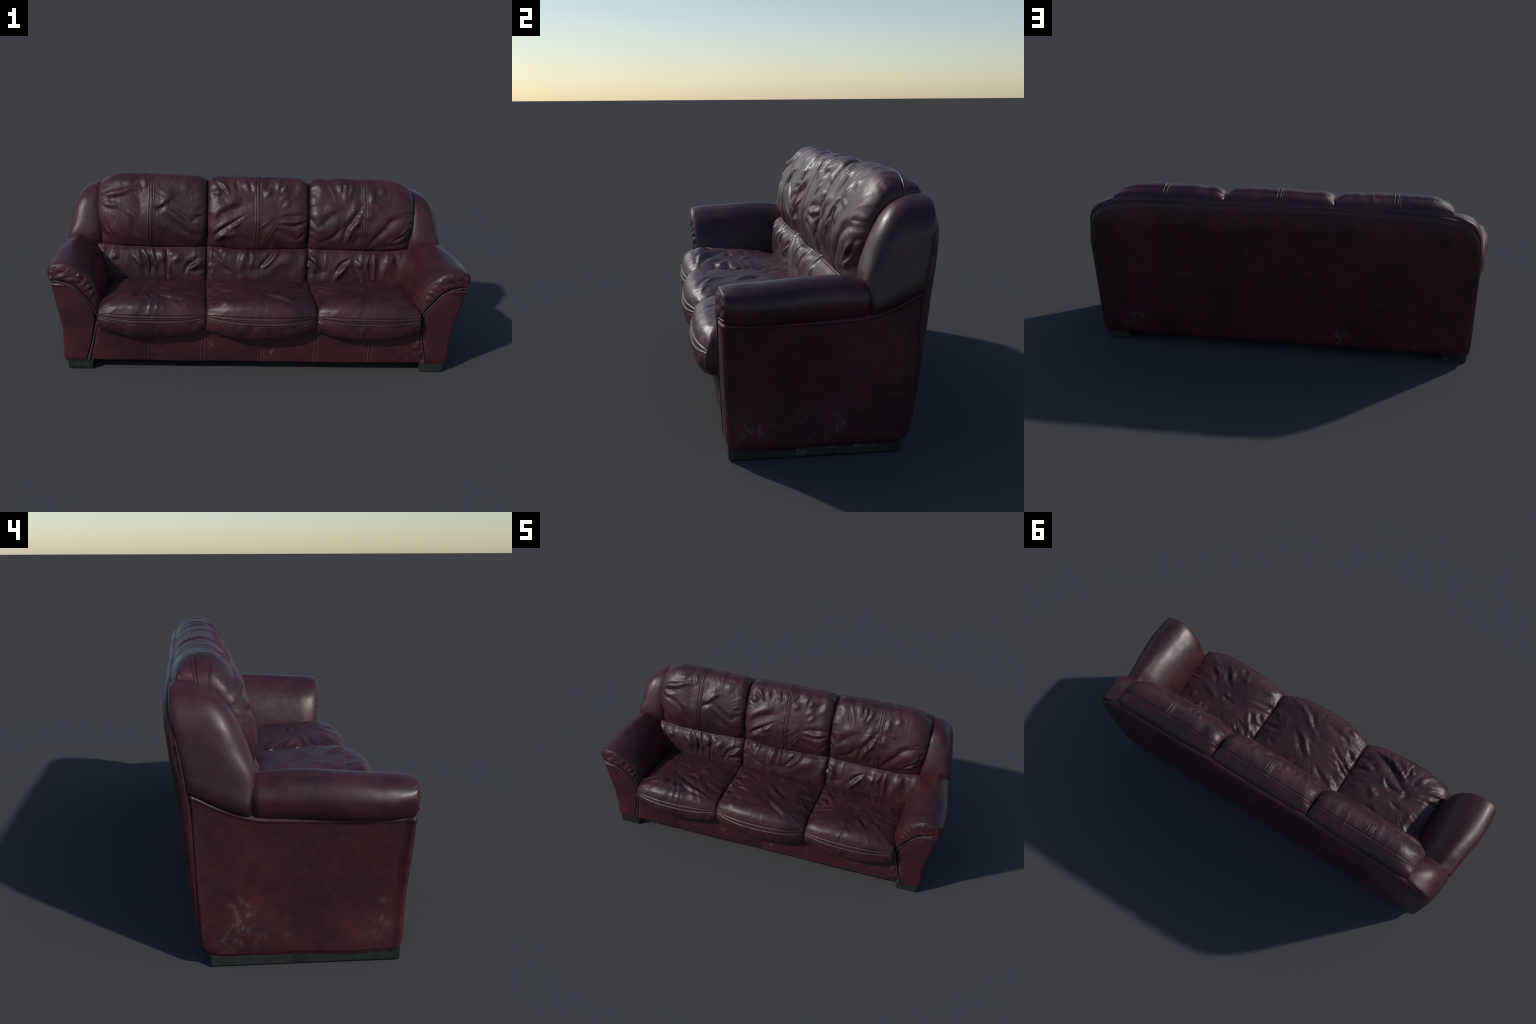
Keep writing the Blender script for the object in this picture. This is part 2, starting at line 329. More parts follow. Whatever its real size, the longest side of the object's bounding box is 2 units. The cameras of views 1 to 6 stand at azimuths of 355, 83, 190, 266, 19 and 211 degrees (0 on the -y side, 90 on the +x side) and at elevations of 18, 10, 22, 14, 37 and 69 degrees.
def fold_height(A, B, folds, gain=1.0):
    """Height field of all folds over the chart (A, B): soft ridges, and creases with swollen banks."""
    H = np.zeros_like(A)
    # fold lines never run quite straight
    A, B = (A + 0.0050 * noise2(A * 16 + 3, B * 16, 101) + 0.0016 * noise2(A * 55, B * 55, 102),
            B + 0.0050 * noise2(A * 16, B * 16 + 7, 103) + 0.0016 * noise2(A * 55, B * 55, 104))
    for kind, w, h, pts in folds:
        w = w * 1.35
        P = np.array(pts, float)
        if len(P) == 2:
            P = np.array([P[0], 0.5 * (P[0] + P[1]), P[1]])
        P = np.concatenate([[P[0] - 0.35 * (P[1] - P[0])], P, [P[-1] + 0.35 * (P[-1] - P[-2])]])
        c, _ = curve(P, 18 if len(P) < 6 and np.ptp(P, 0).max() < 0.08 else 36)
        n = len(c)
        reach = 3.2 * w
        lo, hi = c.min(0) - reach, c.max(0) + reach
        sel = (A > lo[0]) & (A < hi[0]) & (B > lo[1]) & (B < hi[1])
        if not sel.any():
            continue
        a, b = A[sel], B[sel]
        best = np.full(a.shape, 1e9)
        tt = np.zeros(a.shape)
        for i in range(n - 1):
            e = c[i + 1] - c[i]
            k = np.clip(((a - c[i, 0]) * e[0] + (b - c[i, 1]) * e[1]) / (e @ e + 1e-12), 0, 1)
            d2 = (a - c[i, 0] - k * e[0]) ** 2 + (b - c[i, 1] - k * e[1]) ** 2
            near = d2 < best
            best[near] = d2[near]
            tt[near] = (i + k[near]) / (n - 1)
        taper = np.sin(np.pi * np.clip(tt, 0, 1)) ** 1.3
        d = np.sqrt(best) / (w * (0.55 + 0.45 * taper))
        if kind > 0:
            H[sel] += gain * h * taper * np.exp(-d * d)
        else:
            H[sel] += 0.85 * gain * h * taper * (-np.exp(-np.abs(d) ** 1.5 * 1.1) + 0.22 * np.exp(-((d - 1.6) / 0.9) ** 2))
    return H


def fan_wrinkles(A, B, a0, b0, count, inner_r, outer_r, seed):
    """Wrinkles that fan out from a pressed-in spot towards the seams, -1..1."""
    da, db = A - a0, B - b0
    r = np.hypot(da, db)
    ca, sa = da / (r + 1e-6), db / (r + 1e-6)
    q = noise2(count * ca + 2.2 * r + 31.37, count * sa + 3.1 * r + 57.61, seed)
    q = 1 - 2.4 * np.abs(q)
    strength = 0.55 + 0.45 * noise2(2.3 * ca + 11, 2.3 * sa + 5, seed + 1)
    return q * strength * smoothstep(inner_r, outer_r, r)


def surface_normals(P):
    du, dv = np.gradient(P, axis=0), np.gradient(P, axis=1)
    n = np.cross(du, dv)
    return n / (np.linalg.norm(n, axis=2, keepdims=True) + 1e-12)


# ------------------------------------------------------------- mesh building
def add_mesh(name, verts, quads, mat, parent, smooth=True):
    me = bpy.data.meshes.new(name)
    quads = np.asarray(quads, np.int32)
    me.vertices.add(len(verts))
    me.vertices.foreach_set("co", np.asarray(verts, np.float32).ravel())
    me.loops.add(quads.size)
    me.loops.foreach_set("vertex_index", quads.ravel())
    me.polygons.add(len(quads))
    me.polygons.foreach_set("loop_start", np.arange(0, quads.size, 4, dtype=np.int32))
    me.polygons.foreach_set("use_smooth", np.full(len(quads), smooth))
    me.materials.append(mat)
    me.update(calc_edges=True)
    me.validate()
    ob = bpy.data.objects.new(name, me)
    bpy.context.scene.collection.objects.link(ob)
    ob.parent = parent
    return ob


def grid_faces(nu, nv, wrap_v=False, flip=False):
    i, j = np.meshgrid(np.arange(nu - 1), np.arange(nv if wrap_v else nv - 1), indexing="ij")
    j2 = (j + 1) % nv
    q = np.stack([i * nv + j, (i + 1) * nv + j, (i + 1) * nv + j2, i * nv + j2], -1).reshape(-1, 4)
    return q[:, ::-1] if flip else q


def add_grid(name, P, mat, parent, wrap_v=False, flip=False, mirror=False):
    P = np.array(P)
    if mirror:
        P[..., 0] *= -1
        flip = not flip
    return add_mesh(name, P.reshape(-1, 3), grid_faces(P.shape[0], P.shape[1], wrap_v, flip), mat, parent)


def add_box(name, lo, hi, mat, parent, taper=0.0, bevel=0.004, mirror=False):
    (x0, y0, z0), (x1, y1, z1) = lo, hi
    if mirror:
        x0, x1 = -x1, -x0
    t = taper
    v = [(x0 + t, y0 + t, z0), (x1 - t, y0 + t, z0), (x1 - t, y1 - t, z0), (x0 + t, y1 - t, z0),
         (x0, y0, z1), (x1, y0, z1), (x1, y1, z1), (x0, y1, z1)]
    f = [(3, 2, 1, 0), (4, 5, 6, 7), (0, 1, 5, 4), (1, 2, 6, 5), (2, 3, 7, 6), (3, 0, 4, 7)]
    ob = add_mesh(name, v, f, mat, parent, smooth=False)
    m = ob.modifiers.new("rounded_edges", "BEVEL")
    m.width, m.segments = bevel, 3
    return ob


# ----------------------------------------------------------------- materials
class Nodes:
    def __init__(self, name):
        self.mat = bpy.data.materials.new(name)
        self.mat.use_nodes = True
        self.t = self.mat.node_tree
        self.t.nodes.clear()

    def n(self, kind, **props):
        node = self.t.nodes.new(kind)
        for k, v in props.items():
            setattr(node, k, v)
        return node

    def link(self, a, b):
        self.t.links.new(a, b)

    def put(self, socket, v):
        if hasattr(v, "is_output"):
            self.link(v, socket)
        else:
            socket.default_value = v

    def math(self, op, a, b=0.0, c=None, clamp=False):
        m = self.n("ShaderNodeMath", operation=op, use_clamp=clamp)
        self.put(m.inputs[0], a)
        self.put(m.inputs[1], b)
        if c is not None:
            self.put(m.inputs[2], c)
        return m.outputs[0]

    def step(self, v, a, b):
        r = self.n("ShaderNodeMapRange", interpolation_type="SMOOTHSTEP")
        self.put(r.inputs["Value"], v)
        r.inputs["From Min"].default_value, r.inputs["From Max"].default_value = a, b
        return r.outputs["Result"]

    def noise(self, vec, scale, detail=3.0, rough=0.55, distort=0.0):
        x = self.n("ShaderNodeTexNoise")
        self.link(vec, x.inputs["Vector"])
        x.inputs["Scale"].default_value = scale
        x.inputs["Detail"].default_value = detail
        x.inputs["Roughness"].default_value = rough
        x.inputs["Distortion"].default_value = distort
        return x.outputs["Fac"]

    def mix(self, fac, a, b):
        m = self.n("ShaderNodeMix", data_type="RGBA")
        self.put(m.inputs["Factor"], fac)
        for s, v in ((m.inputs[6], a), (m.inputs[7], b)):
            if hasattr(v, "is_output"):
                self.link(v, s)
            else:
                s.default_value = (*v, 1.0)
        return m.outputs[2]


def leather(name, deep, mid, wear=0.35, rough=0.40, crumple=0.0, scuffs=0.0, spots=(), spec=0.5):
    """Worn burgundy leather: mottled dye, paler worn edges, chalky scuffs near the floor."""
    k = Nodes(name)
    pos = k.n("ShaderNodeTexCoord").outputs["Object"]
    sep = k.n("ShaderNodeSeparateXYZ")
    k.link(pos, sep.inputs[0])
    broad = k.noise(pos, 5.0, 4.0, 0.6)
    fine = k.noise(pos, 34.0, 4.0, 0.65)
    m = k.math("ADD", k.math("MULTIPLY", broad, 0.55), k.math("MULTIPLY", fine, 0.45))
    col = k.mix(k.step(m, 0.36, 0.64), deep, mid)
    # worn convex edges and hollows tinted darker, broken up by noise
    point = k.n("ShaderNodeNewGeometry").outputs["Pointiness"]
    patchy = k.step(k.noise(pos, 60.0, 3.0), 0.30, 0.70)
    edge = k.math("MULTIPLY", k.step(point, 0.54, 0.61), k.math("MULTIPLY", k.math("MULTIPLY_ADD", patchy, 0.6, 0.4), wear))
    col = k.mix(edge, col, (0.20, 0.150, 0.145))
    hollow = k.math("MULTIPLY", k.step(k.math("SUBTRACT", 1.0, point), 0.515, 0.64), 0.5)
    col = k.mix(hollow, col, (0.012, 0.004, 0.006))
    # chalky scuffs: thin broken scratches in loose patches
    dust = None
    if scuffs:
        low = k.step(k.math("MULTIPLY", sep.outputs["Z"], -1.0), -0.20, -0.06)
        patch = k.step(k.noise(pos, 9.0, 2.0), 0.54, 0.68)
        dust = k.math("MULTIPLY", k.math("MULTIPLY", low, patch), scuffs)
    for (cx, cy, cz), r, gain in spots:
        d = k.n("ShaderNodeVectorMath", operation="DISTANCE")
        k.link(pos, d.inputs[0])
        d.inputs[1].default_value = (cx, cy, cz)
        s = k.math("MULTIPLY", k.step(k.math("MULTIPLY", d.outputs["Value"], -1.0), -r, -0.25 * r), gain)
        dust = s if dust is None else k.math("MAXIMUM", dust, s)
    if dust is not None:
        turn = k.n("ShaderNodeMapping")
        k.link(pos, turn.inputs["Vector"])
        turn.inputs["Rotation"].default_value = (0.7, 0.6, 0.3)
        turn.inputs["Scale"].default_value = (1.0, 1.3, 0.9)
        streak = k.math("MULTIPLY", k.step(k.noise(turn.outputs[0], 38.0, 6.0, 0.66, 0.3), 0.47, 0.68), 0.75)
        col = k.mix(k.math("MULTIPLY", dust, streak, clamp=True), col, (0.21, 0.17, 0.165))
    b = k.n("ShaderNodeBsdfPrincipled")
    k.link(col, b.inputs["Base Color"])
    r = k.math("MULTIPLY_ADD", k.noise(pos, 22.0, 4.0, 0.6), 0.20, k.math("MULTIPLY_ADD", broad, 0.24, rough - 0.22))
    k.link(r, b.inputs["Roughness"])
    b.inputs["Specular IOR Level"].default_value = spec
    grain = k.n("ShaderNodeTexVoronoi", feature="DISTANCE_TO_EDGE")
    k.link(pos, grain.inputs["Vector"])
    grain.inputs["Scale"].default_value = 420.0
    h = k.math("MULTIPLY", grain.outputs["Distance"], 0.0002)
    h = k.math("ADD", h, k.math("MULTIPLY", k.noise(pos, 90.0, 3.0), 0.0003))
    if crumple:
        h = k.math("ADD", h, k.math("MULTIPLY", k.noise(pos, 26.0, 4.0, 0.55, 0.8), crumple))
    bump = k.n("ShaderNodeBump")
    bump.inputs["Strength"].default_value = 0.6
    bump.inputs["Distance"].default_value = 1.0
    k.link(h, bump.inputs["Height"])
    k.link(bump.outputs[0], b.inputs["Normal"])
    o = k.n("ShaderNodeOutputMaterial")
    k.link(b.outputs[0], o.inputs[0])
    return k.mat


def painted_wood(name):
    """Dark greenish-grey foot, rubbed and dusty."""
    k = Nodes(name)
    pos = k.n("ShaderNodeTexCoord").outputs["Object"]
    f = k.noise(pos, 14.0, 5.0, 0.65, 0.6)
    col = k.mix(k.step(f, 0.35, 0.60), (0.005, 0.007, 0.006), (0.015, 0.019, 0.018))
    rub = k.math("MULTIPLY", k.step(k.noise(pos, 30.0, 5.0, 0.7, 0.5), 0.52, 0.72), k.step(k.noise(pos, 6.0, 2.0), 0.42, 0.58))
    col = k.mix(k.math("MULTIPLY", rub, 0.7), col, (0.16, 0.165, 0.155))
    b = k.n("ShaderNodeBsdfPrincipled")
    k.link(col, b.inputs["Base Color"])
    b.inputs["Roughness"].default_value = 0.62
    o = k.n("ShaderNodeOutputMaterial")
    k.link(b.outputs[0], o.inputs[0])
    return k.mat


def plain_cloth(name, colour):
    k = Nodes(name)
    pos = k.n("ShaderNodeTexCoord").outputs["Object"]
    b = k.n("ShaderNodeBsdfPrincipled")
    k.link(k.mix(k.noise(pos, 80.0), tuple(0.6 * c for c in colour), colour), b.inputs["Base Color"])
    b.inputs["Roughness"].default_value = 0.9
    o = k.n("ShaderNodeOutputMaterial")
    k.link(b.outputs[0], o.inputs[0])
    return k.mat


DEEP, MID = (0.030, 0.0088, 0.0120), (0.064, 0.0142, 0.0202)
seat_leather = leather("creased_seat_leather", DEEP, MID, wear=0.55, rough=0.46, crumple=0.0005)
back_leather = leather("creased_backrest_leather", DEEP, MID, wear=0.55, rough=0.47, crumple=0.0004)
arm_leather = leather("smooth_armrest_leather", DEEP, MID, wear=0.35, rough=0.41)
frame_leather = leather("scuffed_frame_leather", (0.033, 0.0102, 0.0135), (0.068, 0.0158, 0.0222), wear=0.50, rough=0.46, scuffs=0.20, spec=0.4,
                        spots=[((0.775, -0.28, 0.135), 0.075, 0.75), ((-0.93, 0.185, 0.19), 0.035, 0.35), ((-0.93, 0.165, 0.16), 0.045, 0.5), ((-0.93, 0.175, 0.12), 0.05, 0.5), ((-0.93, 0.205, 0.075), 0.06, 0.35), ((-0.93, 0.13, 0.085), 0.04, 0.3), ((-0.93, -0.21, 0.12), 0.05, 0.3), ((-0.94, -0.22, 0.19), 0.03, 0.3),
                               ((0.93, -0.20, 0.09), 0.05, 0.7), ((0.93, 0.05, 0.10), 0.05, 0.6),
                               ((-0.24, -0.28, 0.13), 0.03, 0.6), ((0.06, -0.28, 0.10), 0.03, 0.5),
                               ((-0.3, 0.29, 0.11), 0.08, 0.5), ((0.72, 0.29, 0.15), 0.06, 0.5)])
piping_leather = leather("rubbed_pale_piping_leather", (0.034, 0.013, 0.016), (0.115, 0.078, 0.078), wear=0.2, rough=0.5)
foot_paint = painted_wood("rubbed_dark_foot_paint")
lining = plain_cloth("dark_underside_cloth", (0.012, 0.008, 0.009))

sofa = bpy.data.objects.new("leather_sofa", None)
bpy.context.scene.collection.objects.link(sofa)
sofa["label"] = "worn burgundy leather three-seat sofa with padded rolled armrests"
sofa["category"] = "sofa"


def cord(path, r, segments=8, side=(0.0, 1.0, 0.0)):
    """A round cord along a path."""
    P = np.array(path, float)
    T = np.gradient(P, axis=0)
    T /= np.linalg.norm(T, axis=1, keepdims=True) + 1e-12
    A = np.cross(T, np.array(side, float) + 0 * T)
    A /= np.linalg.norm(A, axis=1, keepdims=True) + 1e-12
    B = np.cross(T, A)
    a = np.linspace(0, 2 * np.pi, segments, endpoint=False)
    return P[:, None, :] + r * (np.cos(a)[None, :, None] * A[:, None, :] + np.sin(a)[None, :, None] * B[:, None, :])


# -------------------------------------------------------------------- cushions
def end_spaced(n, half, edge=0.05):
    """Positions -half..half, denser towards both ends."""
    t = np.linspace(-1, 1, n)
    return half * (0.82 * t + 0.18 * np.sign(t) * (1 - np.sqrt(np.clip(1 - np.abs(t) ** 2, 0, 1))))


def end_round(e, r):
    """0 at the end of a cushion, 1 at distance r from it: a quarter ellipse."""
    k = np.clip(e / r, 0, 1)
    return np.sqrt(np.clip(1 - (1 - k) ** 2, 0, 1))


def stripe(d, half=0.0085):
    """Flat strip between two stitched grooves."""
    a = np.abs(d)
    return 0.0012 * (1 - smoothstep(half - 0.004, half, a)) - 0.0022 * gauss(a - half, 0.0019) + 0.0014 * gauss(a - half - 0.0042, 0.003)


def cap_ends(P, centre):
    """Close a lofted cushion by drawing its end sections in to a middle line."""
    first = centre[0] + (P[0] - centre[0]) * 0.02
    last = centre[-1] + (P[-1] - centre[-1]) * 0.02
    return np.concatenate([first[None], P, last[None]])


def head_cushion(xa, xb, left_round, right_round, folds, stripe_x, seed, sag=None):
    nu, nv = 380, 310
    xs = 0.5 * (xa + xb) + end_spaced(nu, 0.5 * (xb - xa))
    prof, s = curve(HEAD_PROFILE, nv)
    spine = np.array([0.262, 0.665])
    X, S = np.meshgrid(xs, s, indexing="ij")
    eL, eR = X - xa, xb - X

    fl = left_round[1] + (1 - left_round[1]) * end_round(eL, left_round[0])
    fr = right_round[1] + (1 - right_round[1]) * end_round(eR, right_round[0])
    f = fl * fr
    w = np.minimum(eL, eR) / (0.5 * (xb - xa))
    f = f * (0.975 + 0.025 * smoothstep(0, 0.8, w))
    # the seam at the bottom is stitched down: no rounding right there
    hold = np.maximum(gauss(s, 0.035), 0.92 * smoothstep(0.455, 0.53, s))[None, :]
    f = f * (1 - hold) + (0.25 * f + 0.75) * hold
    Y = spine[0] + (prof[None, :, 0] - spine[0]) * f
    Z = spine[1] + (prof[None, :, 1] - spine[1]) * f
    # outer ends lean in a little towards the bottom
    lean = 0.020 * (1 - smoothstep(0.48, 0.66, Z)) + 0.022 * smoothstep(0.74, 0.84, Z)
    if xa < -0.5:
        X = X + lean * (1 - smoothstep(0, 0.35, eL))
    if xb > 0.5:
        X = X - lean * (1 - smoothstep(0, 0.35, eR))
    if sag:
        Z = Z + sag(X) * gauss(S, 0.07)
    P = np.stack([X, Y, Z], 2)
    N = surface_normals(P)
    if N[nu // 2, nv // 4, 1] > 0:
        N = -N
    e = np.minimum(eL, eR)
    H = fold_height(X, S, folds, 1.38)
    for side, k in ((-0.135, 0), (0.135, 3)):
        here = smoothstep(-0.03, 0.03, (X - stripe_x(S)) * np.sign(side))
        H += 0.0018 * here * fan_wrinkles(X, S, stripe_x(S)[0, 0] + side, 0.23, 4.5, 0.03, 0.15, seed * 7 + k)
    H += 0.0016 * rumple(X + 3 * seed, S, 10, seed, 2) + 0.0003 * rumple(X * 1.4, S * 0.8 + X, 46, seed + 5, 2)
    H *= 0.5 + 0.5 * smoothstep(0.0, 0.08, e)
    # little gathers where the leather is pulled into the side seams
    H += 0.0020 * noise2(S * 46 + 0.5 * seed, X * 4, seed + 9) * gauss(e - 0.016, 0.022)
    H += 0.0022 * noise2(X * 28 + seed, S * 3, seed + 3) * smoothstep(0.33, 0.42, S) * (1 - smoothstep(0.44, 0.50, S))
    H *= smoothstep(0.0, 0.02, S) * (1 - 0.85 * smoothstep(0.49, 0.53, S)) * smoothstep(0, 0.008, e)
    # seam lines: the double strip down the middle and the cross seam on top
    H += stripe(X - stripe_x(S)) * smoothstep(0.0, 0.02, S)
    s_top = np.interp(0.286, prof[nv // 2:, 0], s[nv // 2:])
    H += -0.0034 * gauss(S - s_top, 0.0025) + 0.0022 * gauss(S - s_top - 0.006, 0.004)
    P = P + N * H[..., None]
    centre = np.stack([X[:, 0], np.full(nu, spine[0]), np.full(nu, spine[1])], 1)[:, None, :]
    return cap_ends(P, centre)


def lumbar_cushion(xa, xb, folds, seed, lines=2, sag=None):
    nu, nv = 380, 120
    xs = 0.5 * (xa + xb) + end_spaced(nu, 0.5 * (xb - xa))
    prof, s = curve(LUMBAR_PROFILE, nv)
    X, S = np.meshgrid(xs, s, indexing="ij")
    e = np.minimum(X - xa, xb - X)
    f = 0.80 + 0.20 * end_round(e, 0.040)
    Y = 0.24 + (prof[None, :, 0] - 0.24) * f
    Z = np.broadcast_to(prof[None, :, 1], X.shape).copy()
    if sag:
        Z = Z + sag(X) * (1 - smoothstep(0.0, 0.08, S))
    P = np.stack([X, Y, Z], 2)
    N = surface_normals(P)
    if N[nu // 2, nv // 2, 1] > 0:
        N = -N
    H = fold_height(X, S, folds, 1.4)
    H += 0.0030 * (1 - 2.2 * np.abs(noise2(X * 22 + 0.6 * seed + 2.5 * S, S * 5 + seed, seed + 40))) * gauss(S - 0.10, 0.06)
    H += 0.0012 * rumple(X + seed, S, 14, seed, 2) + 0.0003 * rumple(X * 1.3, S * 0.5, 50, seed + 5, 2)
    H += 0.0024 * noise2(S * 50, X * 4, seed + 9) * gauss(e - 0.014, 0.018) * smoothstep(0.04, 0.07, S)
    H += 0.0014 * noise2(X * 30 + seed, S * 3, seed + 3) * gauss(S - 0.05, 0.035)
    H *= smoothstep(0.015, 0.035, S) * smoothstep(0, 0.008, e)
    for i in range(lines):
        H += -0.0022 * gauss(S - 0.026 - 0.009 * i, 0.0022) + 0.0014 * gauss(S - 0.030 - 0.009 * i, 0.0025)
    P = P + N * H[..., None]
    centre = np.stack([X[:, 0], np.full(nu, 0.24), np.full(nu, 0.40)], 1)[:, None, :]
    return cap_ends(P, centre)


def seat_cushion(xa, xb, left_round, right_round, folds, seed, puff=0.0):
    nu, nv = 380, 360
    xs = 0.5 * (xa + xb) + end_spaced(nu, 0.5 * (xb - xa))
    prof, s = curve(SEAT_PROFILE, nv)
    spine = np.array([-0.17, 0.268])
    X, S = np.meshgrid(xs, s, indexing="ij")
    eL, eR = X - xa, xb - X
    half = 0.5 * (xb - xa)
    u = (X - 0.5 * (xa + xb)) / half
    rd = lambda e, r: r[1] + (1 - r[1]) * end_round(e, r[0])
    f = rd(eL, left_round) * rd(eR, right_round)
    py, pz = prof[None, :, 0], prof[None, :, 1]
    front = smoothstep(-0.12, -0.30, py)
    bow = np.abs(u) ** 2.6
    fy = (1 - 0.165 * bow) * (1 - (1 - f) * 0.10)
    Y = np.where(py < spine[0], spine[0] + (py - puff * (1 - bow) - spine[0]) * fy, py)
    top = smoothstep(0.25, 0.33, pz)
    crown = 0.30 * np.abs(u) ** 3.2 * smoothstep(0.09, -0.02, py)
    fz = 1 - (1 - f) * (0.30 + 0.20 * front) * top - crown * top
    fz = fz - (1 - top) * 0.42 * np.abs(u) ** 2.2
    Z = spine[1] + (pz - spine[1]) * fz + 0.004 * (1 - u**2) * front * top
    P = np.stack([X, Y, Z], 2)
    N = surface_normals(P)
    if N[nu // 2, nv // 3, 2] < 0:
        N = -N
    e = np.minimum(eL, eR)
    H = fold_height(X, S, folds, 1.15)
    H += 0.0030 * fan_wrinkles(X, S, 0.5 * (xa + xb), 0.24, 6.0, 0.05, 0.22, seed * 7)
    H += 0.0018 * rumple(X + seed, S, 9, seed, 2) + 0.0004 * rumple(X, S * 1.5 + 0.7 * X, 40, seed + 5, 2)
    H -= 0.002 * gauss(u, 0.6) * gauss(S - 0.24, 0.12)          # sat-in hollow
    H += 0.0026 * noise2(S * 42, X * 5, seed + 9) * gauss(e - 0.016, 0.022)
    # cords round the front edge, drawn together at both ends
    def along(z):
        i0 = int(np.argmax(prof[:, 1]))
        zz, ss = prof[i0:, 1], s[i0:]
        return np.interp(-z, -zz, ss)
    pull = np.abs(u) ** 3
    sa = along(0.299 + 0.014 * pull)
    sb = along(0.276 + 0.026 * pull)
    below = smoothstep(0.0, 0.03, S - sb)
    H *= 1 - 0.75 * smoothstep(-0.02, 0.0, S - sa)
    H += below * (0.0030 * rumple(X * 2.4 + seed, S * 0.9 + 0.5 * X, 9, seed + 21, 2))
    for sc in (sa, sb):
        d = S - sc
        H += -0.0030 * gauss(d + 0.005, 0.0030) + 0.0016 * gauss(d - 0.001, 0.0034) - 0.0008 * gauss(d - 0.007, 0.003)
    H *= smoothstep(0, 0.006, e)
    P = P + N * H[..., None]
    centre = np.stack([X[:, 0], np.full(nu, spine[0]), np.full(nu, spine[1])], 1)[:, None, :]
    piping = []
    for sc in (sa, sb):
        line = np.array([[np.interp(sc[i, 0] + 0.0005, S[i], P[i, :, c]) for c in range(3)] for i in range(4, nu - 4, 2)])
        line[:, 1] += 0.0006
        piping.append(line)
    return cap_ends(P, centre), piping


GAP = 0.2585
side_sag = lambda x: 0.0028 * noise2(x * 9 + 5, x * 0 + 2, 88) + 0.004 * smoothstep(0.68, 0.78, np.abs(x))
mid_sag = lambda x: -0.010 * gauss(x + 0.05, 0.09) + 0.004 * gauss(x + 0.19, 0.04)
inner, outer = (0.060, 0.70), (0.115, 0.58)
for name_folds, xa, xb, lr, rr, sx, seed, sag in (
        (FOLDS_HEAD_LEFT, -0.808, -GAP + 0.001, outer, inner, lambda S: -0.541 + 0 * S, 1, side_sag),
        (FOLDS_HEAD_MIDDLE, -GAP - 0.001, GAP + 0.001, inner, inner, lambda S: -0.002 + 0 * S, 2, mid_sag),
        (FOLDS_HEAD_RIGHT, GAP - 0.001, 0.808, inner, outer, lambda S: 0.541 + 0 * S, 3, side_sag)):
    add_grid("backrest_cushion", head_cushion(xa, xb, lr, rr, name_folds, sx, seed, sag), back_leather, sofa)
for folds, xa, xb, seed, lines, sag in (
        (FOLDS_LUMBAR_LEFT, -0.815, -GAP + 0.001, 4, 2, side_sag),
        (FOLDS_LUMBAR_MIDDLE, -GAP - 0.001, GAP + 0.001, 5, 1, mid_sag),
        (FOLDS_LUMBAR_RIGHT, GAP - 0.001, 0.815, 6, 2, side_sag)):
    add_grid("lumbar_cushion", lumbar_cushion(xa, xb, folds, seed, lines, sag), back_leather, sofa)
tight, loose = (0.024, 0.82), (0.055, 0.60)
for folds, xa, xb, lr, rr, seed, puff in (
        (FOLDS_SEAT_LEFT, -0.762, -0.263, loose, tight, 7, 0.0),
        (FOLDS_SEAT_MIDDLE, -0.261, 0.261, tight, tight, 8, 0.011),
        (FOLDS_SEAT_RIGHT, 0.263, 0.762, tight, loose, 9, 0.0)):
    shape, piping = seat_cushion(xa, xb, lr, rr, folds, seed, puff)
    cushion = add_grid("seat_cushion", shape, seat_leather, sofa)
    for line in piping:
        add_grid("seat_piping", cord(line, 0.0017, 8, (0, 0, 1)), piping_leather, cushion, wrap_v=True)

# ------------------------------------------------------------ armrest assembly
def side_seam(y):
    """Height of the seam between the flat side panel and the padding above it."""
    return table(y, [(-0.31, 0.436), (-0.28, 0.432), (-0.13, 0.428), (0.0, 0.430), (0.10, 0.431), (0.155, 0.438),
                     (0.20, 0.451), (0.25, 0.472), (0.303, 0.496), (0.34, 0.505)])


INNER_EDGE = [(0.036, 0.812), (0.06, 0.810), (0.12, 0.794), (0.195, 0.778), (0.25, 0.770), (0.284, 0.771), (0.323, 0.788),
              (0.369, 0.824), (0.416, 0.866), (0.442, 0.923), (0.448, 0.975)]
FRONT_OUT = [(0.036, 0.921), (0.06, 0.924), (0.18, 0.928), (0.268, 0.940), (0.363, 0.961), (0.448, 0.977), (0.51, 0.980)]
REAR_OUT = [(0.036, 0.914), (0.06, 0.918), (0.20, 0.924), (0.40, 0.931), (0.51, 0.936)]
FRONT_Y = [(0.036, -0.270), (0.06, -0.274), (0.20, -0.279), (0.30, -0.283), (0.40, -0.287), (0.45, -0.288), (0.51, -0.288)]
REAR_Y = [(0.036, 0.276), (0.06, 0.282), (0.134, 0.288), (0.285, 0.298), (0.45, 0.304), (0.51, 0.309)]


# ----------------------------------------------------------------- front apron
nu, nv = 900, 110
prof, s = curve([(-0.240, 0.043), (-0.262, 0.0420), (-0.274, 0.048), (-0.278, 0.066), (-0.283, 0.11),
                 (-0.288, 0.17), (-0.288, 0.23), (-0.27, 0.26)], nv)
U, V = np.meshgrid(np.linspace(-1, 1, nu), np.linspace(0, 1, nv), indexing="ij")
X = U * (table(prof[:, 1], INNER_EDGE) + 0.004)[None]
P = np.stack([X, np.broadcast_to(prof[:, 0], X.shape) + 0.004 + 0.006 * smoothstep(0.965, 1.0, np.abs(U)), np.broadcast_to(prof[:, 1], X.shape) + 0.0015 * rumple(X, V * 0, 3, 2)], 2)
N = surface_normals(P)
if N[nu // 2, nv // 2, 1] > 0:
    N = -N
H = 0.0012 * rumple(X, V * 0.2, 9, 4)
for x0 in (-0.537, -0.272, 0.0, 0.270, 0.536):
    for side in (-1, 1):
        H -= 0.0014 * gauss((X - x0) * side - 0.0085, 0.006)
P = P + N * H[..., None]
